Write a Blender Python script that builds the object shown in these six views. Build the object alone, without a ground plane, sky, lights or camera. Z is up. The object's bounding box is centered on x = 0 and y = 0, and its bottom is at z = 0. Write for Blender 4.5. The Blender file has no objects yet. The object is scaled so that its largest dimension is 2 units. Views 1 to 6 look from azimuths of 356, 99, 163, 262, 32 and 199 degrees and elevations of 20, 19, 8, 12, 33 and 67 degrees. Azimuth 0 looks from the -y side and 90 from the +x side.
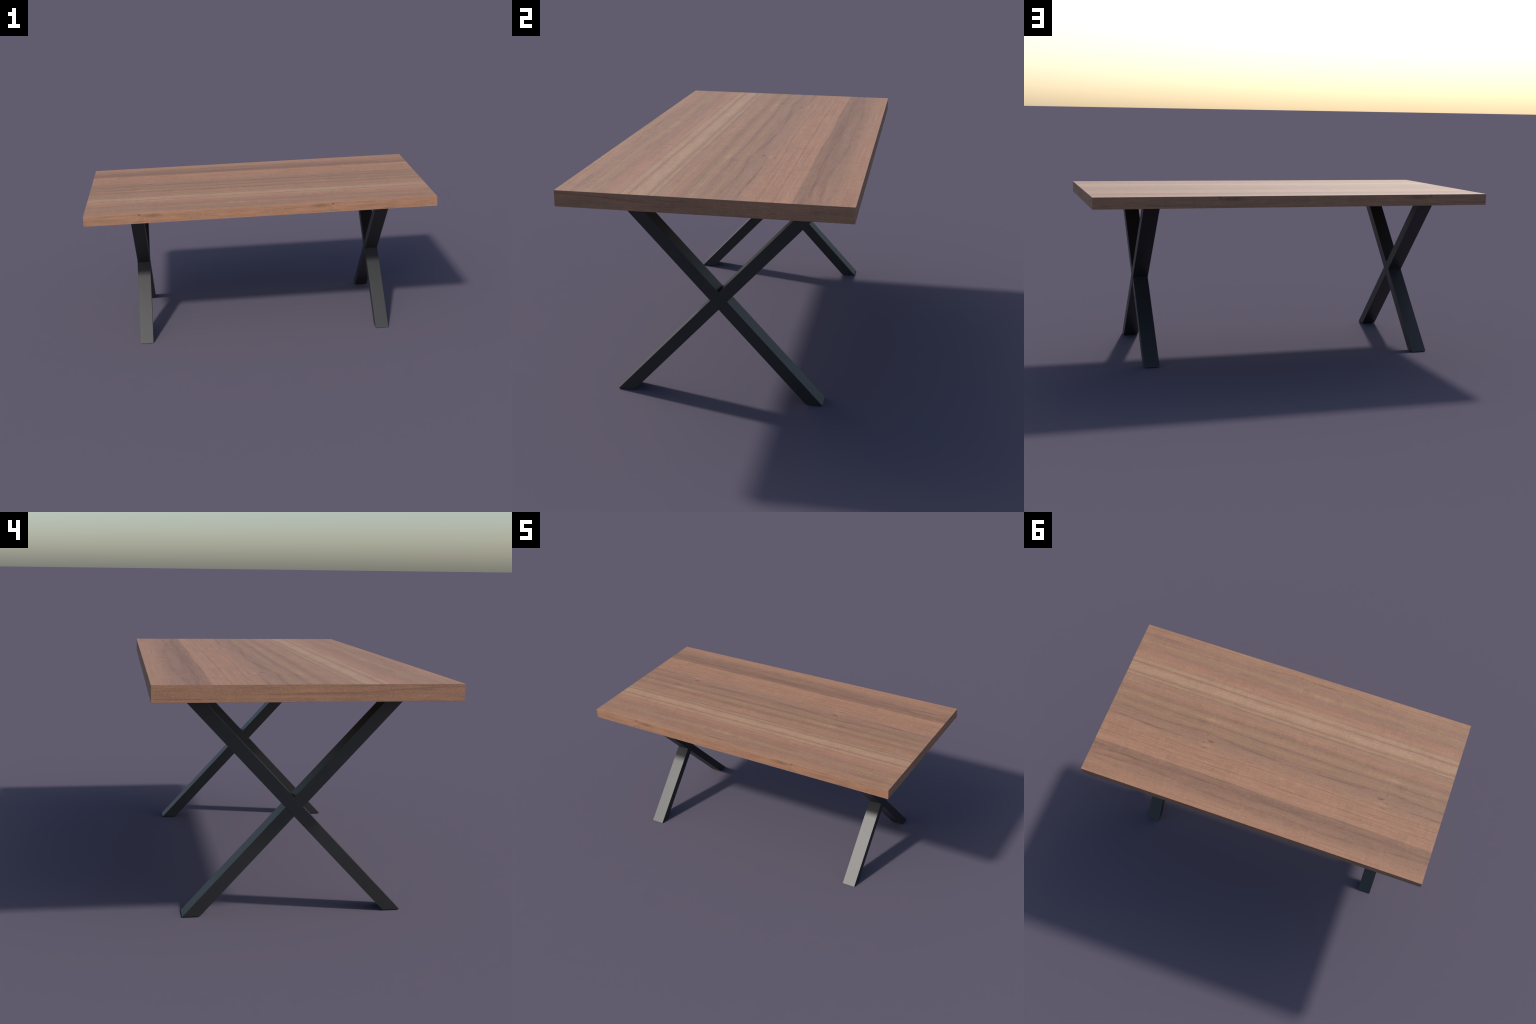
"""Dining table: a thick veneered walnut slab on two crossed-bar (X shaped) dark steel leg frames.
Metres, z up.  Long side of the slab runs along x, grain runs along x."""
import bpy, bmesh, math

# ------------------------------------------------------------------ dimensions
LENGTH, DEPTH = 2.0, 1.0            # slab, x and y
TOP_Z, UNDER_Z = 0.842, 0.786       # slab upper and lower face
FRAME_OUT, FRAME_IN = 0.7488, 0.6715  # |x| of the outer and inner side of each X frame
CROSS_Z = 0.3857                    # height where the two bars of a frame cross
LEAN = 0.931                        # dy/dz of the bar centre line
HALF_W = 0.0313                     # half width of a bar measured along y
MIRROR_X = -0.1375                  # the veneer is book-matched about this line
TILT = 0.008                        # the veneer lies very slightly askew


# ------------------------------------------------------------------ node helper
class Graph:
    """Small wrapper that writes shader maths as expressions."""

    def __init__(self, mat):
        self.t = mat.node_tree
        self.n = self.t.nodes
        self.n.clear()

    def node(self, kind, **props):
        k = self.n.new(kind)
        for a, b in props.items():
            setattr(k, a, b)
        return k

    def put(self, socket, value):
        if isinstance(value, bpy.types.NodeSocket):
            self.t.links.new(value, socket)
        elif value is not None:
            socket.default_value = value

    def math(self, op, a, b=None, c=None, clamp=False):
        k = self.node("ShaderNodeMath", operation=op, use_clamp=clamp)
        for s, v in zip(k.inputs, (a, b, c)):
            self.put(s, v)
        return k.outputs[0]

    def add(self, a, b): return self.math("ADD", a, b)
    def sub(self, a, b): return self.math("SUBTRACT", a, b)
    def mul(self, a, b): return self.math("MULTIPLY", a, b)
    def absv(self, a): return self.math("ABSOLUTE", a)

    def vec(self, x, y, z=0.0):
        k = self.node("ShaderNodeCombineXYZ")
        for s, v in zip(k.inputs, (x, y, z)):
            self.put(s, v)
        return k.outputs[0]

    def remap(self, v, a, b, c, d, smooth=False):
        k = self.node("ShaderNodeMapRange", interpolation_type="SMOOTHSTEP" if smooth else "LINEAR")
        self.put(k.inputs[0], v)
        for i, x in zip((1, 2, 3, 4), (a, b, c, d)):
            self.put(k.inputs[i], x)
        return k.outputs[0]

    def noise(self, x, y, z=0.0, detail=2.0, rough=0.5, distort=0.0):
        k = self.node("ShaderNodeTexNoise")
        self.put(k.inputs["Vector"], self.vec(x, y, z))
        k.inputs["Scale"].default_value = 1.0
        k.inputs["Detail"].default_value = detail
        k.inputs["Roughness"].default_value = rough
        k.inputs["Distortion"].default_value = distort
        return k.outputs[0]

    def curve(self, x, points):
        """Value of a hand-drawn curve; x in 0..1.2, y in -0.5..0.5."""
        k = self.node("ShaderNodeFloatCurve")
        c = k.mapping.curves[0]
        pts = [(px / 1.2, py + 0.5) for px, py in points]
        c.points[0].location, c.points[-1].location = pts[0], pts[-1]
        for p in pts[1:-1]:
            c.points.new(*p)
        k.mapping.update()
        self.put(k.inputs["Value"], self.math("DIVIDE", x, 1.2))
        return self.sub(k.outputs[0], 0.5)

    def ramp(self, fac, stops, interp="EASE"):
        k = self.node("ShaderNodeValToRGB")
        r = k.color_ramp
        r.interpolation = interp
        r.elements[0].position, r.elements[1].position = stops[0][0], stops[-1][0]
        r.elements[0].color, r.elements[1].color = (*stops[0][1], 1), (*stops[-1][1], 1)
        for pos, col in stops[1:-1]:
            r.elements.new(pos).color = (*col, 1)
        self.put(k.inputs[0], fac)
        return k.outputs[0]

    def mix(self, fac, a, b, mode="MIX"):
        k = self.node("ShaderNodeMix", data_type="RGBA", blend_type=mode)
        self.put(k.inputs[0], fac)
        self.put(k.inputs[6], a if isinstance(a, bpy.types.NodeSocket) else (*a, 1))
        self.put(k.inputs[7], b if isinstance(b, bpy.types.NodeSocket) else (*b, 1))
        return k.outputs[2]

    def streak(self, u, v, centre, width, u0, u1, fade, gain, soft=None):
        """A grain line that follows `centre` (a number or curve points) between u0 and u1."""
        vc = self.curve(u, centre) if isinstance(centre, (list, tuple)) else centre
        d = self.absv(self.sub(v, vc))
        m = self.remap(d, 0.0, width, gain, 0.0, True)
        if u0 is not None:
            m = self.mul(m, self.remap(u, u0 - fade, u0 + fade, 0.0, 1.0, True))
        if u1 is not None:
            m = self.mul(m, self.remap(u, u1 - fade, u1 + fade, 1.0, 0.0, True))
        return m

    def spot(self, u, v, cu, cv, ru, rv, gain, bend=0.0):
        du = self.sub(u, cu)
        dv = self.sub(v, cv)
        if bend:
            dv = self.sub(dv, self.mul(self.mul(du, du), bend))
        a = self.math("DIVIDE", du, ru)
        b = self.math("DIVIDE", dv, rv)
        r = self.math("SQRT", self.add(self.mul(a, a), self.mul(b, b)))
        return self.remap(r, 0.0, 1.0, gain, 0.0, True)

    def total(self, parts):
        s = parts[0]
        for p in parts[1:]:
            s = self.add(s, p)
        return s

    def finish(self, colour, rough, height=None, strength=0.0, metallic=0.0, spec=0.5):
        b = self.node("ShaderNodeBsdfPrincipled")
        self.put(b.inputs["Base Color"], colour if isinstance(colour, bpy.types.NodeSocket) else (*colour, 1))
        self.put(b.inputs["Roughness"], rough)
        b.inputs["Metallic"].default_value = metallic
        b.inputs["Specular IOR Level"].default_value = spec
        if height is not None:
            k = self.node("ShaderNodeBump")
            k.inputs["Strength"].default_value = strength
            k.inputs["Distance"].default_value = 0.001
            self.put(k.inputs["Height"], height)
            self.put(b.inputs["Normal"], k.outputs[0])
        o = self.node("ShaderNodeOutputMaterial")
        self.t.links.new(b.outputs[0], o.inputs[0])


def material(name):
    m = bpy.data.materials.new(name)
    m.use_nodes = True
    return m


# ------------------------------------------------------------------ wood
# veneer palette (linear base colours)
PALE = (0.382, 0.230, 0.143)
WARM = (0.362, 0.190, 0.116)
TAN = (0.336, 0.190, 0.113)
PINK = (0.338, 0.174, 0.112)
MAUVE = (0.298, 0.166, 0.107)
BROWN = (0.276, 0.153, 0.095)
DARK = (0.250, 0.136, 0.088)


def shade(c, k):
    return tuple(x * k for x in c)


def fibres(g, u, v, amount):
    """Long fine fibres, short pores and a soft cloudy figure: a brightness factor around 1."""
    long_f = g.noise(g.mul(u, 1.5), g.mul(v, 125.0), 1.3, 3.0, 0.6)
    fine_f = g.noise(g.mul(u, 16.0), g.mul(v, 330.0), 5.1, 2.0, 0.6)
    pores = g.noise(g.mul(u, 170.0), g.mul(v, 330.0), 9.7, 1.0, 0.6)
    cloud = g.noise(g.mul(u, 7.0), g.mul(v, 28.0), 3.3, 4.0, 0.6, 0.5)
    figure = g.noise(g.mul(u, 38.0), g.mul(v, 11.0), 6.1, 2.0, 0.55, 0.5)
    where = g.remap(g.noise(g.mul(u, 3.0), g.mul(v, 6.5), 16.0, 2.0, 0.5), 0.42, 0.62, 0.25, 1.0, True)
    figure = g.add(0.5, g.mul(g.sub(figure, 0.5), where))
    flake = g.remap(g.noise(g.mul(u, 24.0), g.mul(v, 75.0), 26.0, 2.0, 0.5), 0.60, 0.74, 0.0, 0.11, True)
    s = g.mul(g.sub(long_f, 0.5), 0.46)
    s = g.add(s, g.mul(g.sub(fine_f, 0.5), 0.30))
    s = g.add(s, g.mul(g.sub(pores, 0.5), 0.66))
    s = g.add(s, g.mul(g.sub(cloud, 0.5), 0.34))
    s = g.add(s, g.mul(g.sub(figure, 0.5), 0.30))
    s = g.add(s, flake)
    return g.add(1.0, g.mul(s, amount)), cloud, pores


def wood_top():
    m = material("walnut_veneer")
    g = Graph(m)
    co = g.node("ShaderNodeTexCoord").outputs["Object"]
    xyz = g.node("ShaderNodeSeparateXYZ")
    g.put(xyz.inputs[0], co)
    x, y = xyz.outputs[0], xyz.outputs[1]
    u = g.absv(g.sub(x, MIRROR_X))
    v = g.add(y, g.mul(x, TILT))
    # the bands waver slowly along the grain, and part around the knot
    w1 = g.noise(g.mul(u, 2.2), g.mul(v, 7.0), 0.4, 2.0, 0.5)
    w2 = g.noise(g.mul(u, 6.0), g.mul(v, 26.0), 2.4, 2.0, 0.5)
    vw = g.add(v, g.mul(g.sub(w1, 0.5), 0.016))
    vw = g.add(vw, g.mul(g.sub(w2, 0.5), 0.010))
    bands = g.ramp(g.add(vw, 0.5), [
        (0.000, WARM), (0.022, TAN), (0.040, shade(WARM, 0.97)), (0.075, MAUVE), (0.115, TAN),
        (0.145, MAUVE), (0.180, PINK), (0.222, shade(WARM, 1.03)), (0.236, shade(PALE, 0.97)), (0.252, PALE),
        (0.264, shade(PINK, 0.98)), (0.280, shade(PALE, 1.02)), (0.312, shade(PALE, 1.04)), (0.330, shade(TAN, 0.98)),
        (0.344, shade(PALE, 0.99)), (0.355, shade(MAUVE, 1.03)), (0.385, TAN), (0.410, shade(PINK, 1.02)),
        (0.440, BROWN), (0.470, TAN), (0.502, shade(MAUVE, 0.96)), (0.535, shade(TAN, 0.95)), (0.570, shade(MAUVE, 0.94)),
        (0.618, shade(MAUVE, 1.05)), (0.660, WARM), (0.735, shade(WARM, 0.98)), (0.775, shade(WARM, 1.04)),
        (0.797, shade(WARM, 1.02)), (0.805, shade(DARK, 1.02)), (0.846, shade(DARK, 0.97)), (0.905, shade(MAUVE, 0.97)),
        (0.965, WARM),
    ], "LINEAR")
    fib, cloud, pores = fibres(g, u, v, 1.0)
    # the dark board breaks up into lighter flames towards the ends
    flame = g.noise(g.mul(u, 3.4), g.mul(v, 62.0), 21.0, 4.0, 0.65)
    break_up = g.mul(g.remap(u, 0.70, 1.08, 0.38, 1.0, True), g.remap(vw, 0.294, 0.312, 0.0, 1.0, True))
    break_up = g.mul(break_up, g.remap(flame, 0.40, 0.66, 0.0, 0.80, True))
    bands = g.mix(break_up, bands, shade(WARM, 0.97))
    # grain lines that can be followed across the slab
    wob = g.add(g.add(v, g.mul(g.sub(w1, 0.5), 0.010)), g.mul(g.sub(w2, 0.5), 0.011))
    fray = g.remap(g.noise(g.mul(u, 5.5), g.mul(v, 48.0), 7.7, 3.0, 0.65), 0.30, 0.68, 0.05, 1.50)
    L, S = [], []                                       # wandering lines, steady lines
    straight = g.add(v, g.mul(g.sub(w2, 0.5), 0.005))
    path_a = [(0.0, 0.090), (0.25, 0.078), (0.37, 0.069), (0.48, 0.060), (0.55, 0.0525), (0.62, 0.0575),
              (0.78, 0.067), (0.90, 0.064), (1.05, 0.054), (1.2, 0.05)]
    L.append(g.streak(u, wob, path_a, 0.007, None, 1.08, 0.06, 0.20))
    L.append(g.streak(u, wob, path_a, 0.022, 0.10, 1.0, 0.15, 0.07))
    path_b = [(0.0, 0.124), (0.45, 0.118), (0.55, 0.113), (0.62, 0.119), (0.82, 0.123), (1.0, 0.117), (1.2, 0.114)]
    L.append(g.streak(u, wob, path_b, 0.008, 0.58, 1.10, 0.05, 0.32))
    path_c = [(0.0, 0.163), (0.30, 0.1675), (0.55, 0.173), (0.75, 0.168), (1.2, 0.166)]
    L.append(g.streak(u, wob, path_c, 0.007, None, 0.80, 0.08, 0.17))
    L.append(g.streak(u, wob, 0.190, 0.004, 0.0, None, 0.08, 0.10))
    L.append(g.streak(u, wob, 0.209, 0.005, None, 1.1, 0.08, 0.09))
    path_t = [(0.0, 0.2375), (0.3, 0.235), (0.5, 0.2395), (1.2, 0.2405)]
    S.append(g.streak(u, straight, path_t, 0.0045, None, None, 0.1, 0.17))
    L.append(g.streak(u, wob, path_t, 0.012, None, 0.45, 0.1, 0.10))
    S.append(g.streak(u, straight, 0.264, 0.0035, 0.3, None, 0.1, 0.12))
    L.append(g.streak(u, wob, [(0.0, 0.348), (0.25, 0.344), (0.5, 0.341), (0.75, 0.337), (1.0, 0.343), (1.2, 0.336)],
                      0.009, None, 1.1, 0.08, 0.20))
    L.append(g.streak(u, wob, [(0.0, 0.40), (0.35, 0.402), (0.55, 0.395), (0.77, 0.378), (0.95, 0.384), (1.2, 0.39)],
                      0.010, None, None, 0.08, 0.16))
    L.append(g.streak(u, wob, 0.428, 0.007, 0.15, 0.9, 0.15, 0.10))
    L.append(g.streak(u, wob, [(0.0, 0.001), (0.4, 0.0), (0.62, -0.005), (0.68, 0.003), (0.86, -0.008), (1.2, -0.007)],
                      0.008, None, 1.0, 0.1, 0.17))
    L.append(g.streak(u, wob, [(0.0, 0.030), (0.3, 0.034), (0.55, 0.018), (0.8, 0.032), (1.2, 0.022)],
                      0.006, None, 0.9, 0.2, 0.09))
    L.append(g.streak(u, wob, [(0.0, -0.455), (0.06, -0.457), (0.2, -0.461), (0.32, -0.449), (0.42, -0.442), (1.2, -0.43)],
                      0.0065, None, 0.40, 0.08, 0.38))
    L.append(g.streak(u, wob, [(0.0, -0.485), (0.55, -0.479), (0.72, -0.478), (0.85, -0.476), (1.2, -0.470)],
                      0.005, 0.56, None, 0.06, 0.16))
    L.append(g.streak(u, wob, [(0.0, -0.44), (0.7, -0.444), (1.2, -0.432)], 0.008, 0.80, None, 0.1, 0.13))
    L.append(g.streak(u, wob, -0.364, 0.011, 0.25, 0.53, 0.06, 0.17))
    L.append(g.streak(u, wob, -0.405, 0.010, 0.45, 0.80, 0.15, 0.12))
    S.append(g.streak(u, straight, [(0.0, -0.229), (0.3, -0.235), (0.5, -0.236), (0.72, -0.239), (1.2, -0.237)],
                      0.0055, None, None, 0.1, 0.20))
    S.append(g.streak(u, straight, -0.268, 0.005, None, None, 0.1, 0.11))
    S.append(g.streak(u, straight, -0.171, 0.0045, None, None, 0.1, 0.18))
    S.append(g.streak(u, straight, -0.164, 0.0030, 0.1, None, 0.1, 0.10))
    S.append(g.streak(u, straight, [(0.0, -0.143), (0.32, -0.1455), (0.67, -0.1495), (1.2, -0.149)], 0.005, None, None, 0.1, 0.17))
    L.append(g.streak(u, wob, -0.078, 0.006, None, 0.30, 0.05, 0.12))
    lines = g.add(g.mul(g.total(L), fray), g.mul(g.total(S), g.remap(fray, 0.05, 1.5, 0.6, 1.3)))
    K = [g.spot(u, v, 0.440, 0.2563, 0.010, 0.0050, 0.55),            # pin knot
         g.spot(u, v, 0.538, 0.0670, 0.006, 0.0110, 0.42),            # little hook
         g.spot(u, v, 0.508, 0.1010, 0.036, 0.0085, 0.52, -9.0),      # eye brow of the knot
         g.spot(u, v, 0.545, 0.1160, 0.024, 0.0065, 0.28),
         g.spot(u, v, 0.535, 0.1500, 0.034, 0.0060, 0.34, -4.0),
         g.spot(u, v, 0.600, 0.0000, 0.060, 0.016, 0.14),
         g.spot(u, v, 0.140, -0.0550, 0.012, 0.006, 0.22),
         g.spot(u, v, 0.955, 0.4264, 0.050, 0.016, 0.12),
         g.spot(u, v, 0.100, -0.3900, 0.050, 0.030, 0.10)]
    knots = g.total(K)
    P = [g.spot(u, v, 0.545, -0.030, 0.075, 0.022, 0.14),              # pale swirls beside the knots
         g.spot(u, v, 0.800, 0.0200, 0.040, 0.022, 0.12),
         g.spot(u, v, 0.520, 0.1280, 0.060, 0.016, 0.20),
         g.spot(u, v, 0.700, -0.4080, 0.018, 0.030, 0.12),
         g.spot(u, v, 0.034, -0.3700, 0.016, 0.050, 0.10),
         g.spot(u, v, 0.130, -0.3850, 0.014, 0.040, 0.09),
         g.spot(u, v, 0.575, 0.4650, 0.018, 0.010, 0.14)]
    pale = g.total(P)
    # hue drifts between yellowish and pinkish along the boards
    hue = g.noise(g.mul(u, 6.0), g.mul(v, 34.0), 11.0, 5.0, 0.7)
    tint = g.ramp(hue, [(0.30, (1.03, 0.955, 0.985)), (0.50, (1.0, 1.0, 1.0)), (0.70, (1.0, 1.015, 0.95))], "LINEAR")
    col = g.mix(1.0, bands, tint, "MULTIPLY")
    fleck = g.noise(g.mul(u, 120.0), g.mul(v, 230.0), 31.0, 1.0, 0.5)
    col = g.mix(1.0, col, g.ramp(fleck, [(0.3, (1.03, 0.965, 0.97)), (0.7, (0.97, 1.03, 1.0))], "LINEAR"), "MULTIPLY")
    bright = g.mul(fib, g.add(1.0, pale))
    bright = g.mul(bright, g.math("MAXIMUM", g.sub(1.0, g.add(lines, knots)), 0.3))
    col = g.mix(1.0, col, g.vec(bright, bright, bright), "MULTIPLY")
    # dark lines keep a reddish cast
    col = g.mix(g.math("MINIMUM", g.add(lines, knots), 0.6), col, g.mix(1.0, col, (1.10, 0.95, 0.98), "MULTIPLY"))
    g.finish(col, 0.60, pores, 0.05, spec=0.34)
    return m


def wood_edge(name, along_x):
    """Edge banding: same veneer, grain running along the edge."""
    m = material(name)
    g = Graph(m)
    co = g.node("ShaderNodeTexCoord").outputs["Object"]
    xyz = g.node("ShaderNodeSeparateXYZ")
    g.put(xyz.inputs[0], co)
    x, y, z = xyz.outputs
    zz = g.sub(z, 0.5 * (TOP_Z + UNDER_Z))           # -0.028 .. 0.028
    if along_x:
        u = g.absv(g.sub(x, -0.1435))
        v = g.add(zz, g.mul(y, 3.0))
    else:
        u = g.add(y, 0.6)
        v = g.add(zz, g.mul(x, 3.0))
    fib, cloud, pores = fibres(g, u, v, 0.9)
    band = g.noise(g.mul(u, 4.5), g.mul(v, 55.0), 4.0, 5.0, 0.65, 0.5)
    base = g.ramp(band, [(0.32, shade(BROWN, 0.93)), (0.45, (0.325, 0.176, 0.101)), (0.58, (0.358, 0.182, 0.103)),
                         (0.72, (0.352, 0.202, 0.117))], "LINEAR")
    if along_x:
        dk = [g.spot(u, zz, 0.547, 0.022, 0.012, 0.010, 0.45),
              g.spot(u, zz, 0.478, 0.014, 0.095, 0.018, 0.30),
              g.spot(u, zz, 0.560, -0.017, 0.022, 0.007, 0.18),
              g.spot(u, zz, 0.300, 0.008, 0.110, 0.007, 0.10)]
        lt = [g.spot(u, zz, 0.575, -0.006, 0.045, 0.009, 0.13),
              g.spot(u, zz, 0.080, 0.004, 0.030, 0.030, 0.10),
              g.spot(u, zz, 0.190, 0.0, 0.016, 0.030, 0.08)]
    else:
        path = [(0.0, 0.022), (0.1, 0.020), (0.27, 0.013), (0.42, 0.002), (0.58, -0.001), (0.80, -0.003), (1.2, -0.004)]
        dk = [g.streak(u, zz, path, 0.0045, None, 0.74, 0.10, 0.20),
              g.streak(u, zz, -0.017, 0.0035, 0.90, None, 0.06, 0.18),
              g.streak(u, zz, 0.012, 0.004, 0.35, 0.55, 0.08, 0.08)]
        lt = [g.spot(u, zz, 0.9, 0.01, 0.12, 0.01, 0.06)]
    marks = g.remap(g.noise(g.mul(u, 16.0), g.mul(v, 190.0), 41.0, 2.0, 0.6), 0.58, 0.74, 0.0, 0.17, True)
    k = g.mul(g.mul(fib, g.add(1.0, g.total(lt))), g.sub(1.0, g.add(g.total(dk), marks)))
    hue = g.noise(g.mul(u, 8.0), g.mul(v, 70.0), 51.0, 4.0, 0.7)
    base = g.mix(1.0, base, g.ramp(hue, [(0.32, (1.02, 0.93, 1.02)), (0.5, (1.0, 0.985, 1.02)), (0.68, (1.0, 1.015, 0.97))],
                                   "LINEAR"), "MULTIPLY")
    col = g.mix(1.0, base, g.vec(k, k, k), "MULTIPLY")
    g.finish(col, 0.60, pores, 0.05, spec=0.34)
    return m


def dark_steel():
    m = material("dark_powder_coated_steel")
    g = Graph(m)
    co = g.node("ShaderNodeTexCoord").outputs["Object"]
    k = g.node("ShaderNodeTexNoise")
    g.put(k.inputs["Vector"], co)
    k.inputs["Scale"].default_value = 900.0
    k.inputs["Detail"].default_value = 1.0
    col = g.ramp(k.outputs[0], [(0.3, (0.0125, 0.0125, 0.0128)), (0.7, (0.0150, 0.0150, 0.0153))], "LINEAR")
    g.finish(col, 0.46, k.outputs[0], 0.02, spec=0.66)
    return m


# ------------------------------------------------------------------ geometry
def new_object(name, bm, mats, parent):
    me = bpy.data.meshes.new(name)
    bm.to_mesh(me)
    bm.free()
    for m in mats:
        me.materials.append(m)
    o = bpy.data.objects.new(name, me)
    bpy.context.scene.collection.objects.link(o)
    o.parent = parent
    return o


def soften(bm, width):
    """Small chamfer on every sharp edge."""
    es = [e for e in bm.edges if len(e.link_faces) == 2 and e.calc_face_angle(0) > 0.5]
    bmesh.ops.bevel(bm, geom=es, offset=width, segments=2, profile=0.5, affect="EDGES")


def prism(corners_yz, x0, x1):
    """Extrude a quad drawn in the y-z plane from x0 to x1."""
    bm = bmesh.new()
    a = [bm.verts.new((x0, y, z)) for y, z in corners_yz]
    b = [bm.verts.new((x1, y, z)) for y, z in corners_yz]
    bm.faces.new(a)
    bm.faces.new(list(reversed(b)))
    for i in range(4):
        j = (i + 1) % 4
        bm.faces.new((a[i], b[i], b[j], a[j]))
    bmesh.ops.recalc_face_normals(bm, faces=bm.faces)
    return bm


def build():
    table = bpy.data.objects.new("dining_table", None)
    bpy.context.scene.collection.objects.link(table)
    table["label"] = "long walnut dining table with two black X-shaped steel legs"
    table["category"] = "table"

    top, side, end, steel = wood_top(), wood_edge("walnut_edge_band", True), wood_edge("walnut_end_band", False), dark_steel()

    # slab
    h, d = LENGTH / 2, DEPTH / 2
    bm = prism([(-d, UNDER_Z), (d, UNDER_Z), (d, TOP_Z), (-d, TOP_Z)], -h, h)
    for f in bm.faces:
        n = f.normal
        f.material_index = 0 if abs(n.z) > 0.5 else (1 if abs(n.y) > 0.5 else 2)
    soften(bm, 0.0006)
    new_object("tabletop", bm, (top, side, end), table)

    # crossed bars: the one that stands on the front foot runs through and sits a hair proud
    def bar(name, sign, x_in, x_out):
        def edge(z, off):
            return sign * ((z - CROSS_Z) * LEAN + off), z
        up = UNDER_Z + 0.001
        pts = [edge(0.0, -HALF_W), edge(0.0, HALF_W), edge(up, HALF_W), edge(up, -HALF_W)]
        b = prism(pts, x_in, x_out)
        soften(b, 0.0005)
        return new_object(name, b, (steel,), table)

    for s in (1, -1):
        bar("leg", 1, s * FRAME_IN, s * FRAME_OUT)
        bar("leg", -1, s * (FRAME_IN + 0.0004), s * (FRAME_OUT - 0.0018))


build()
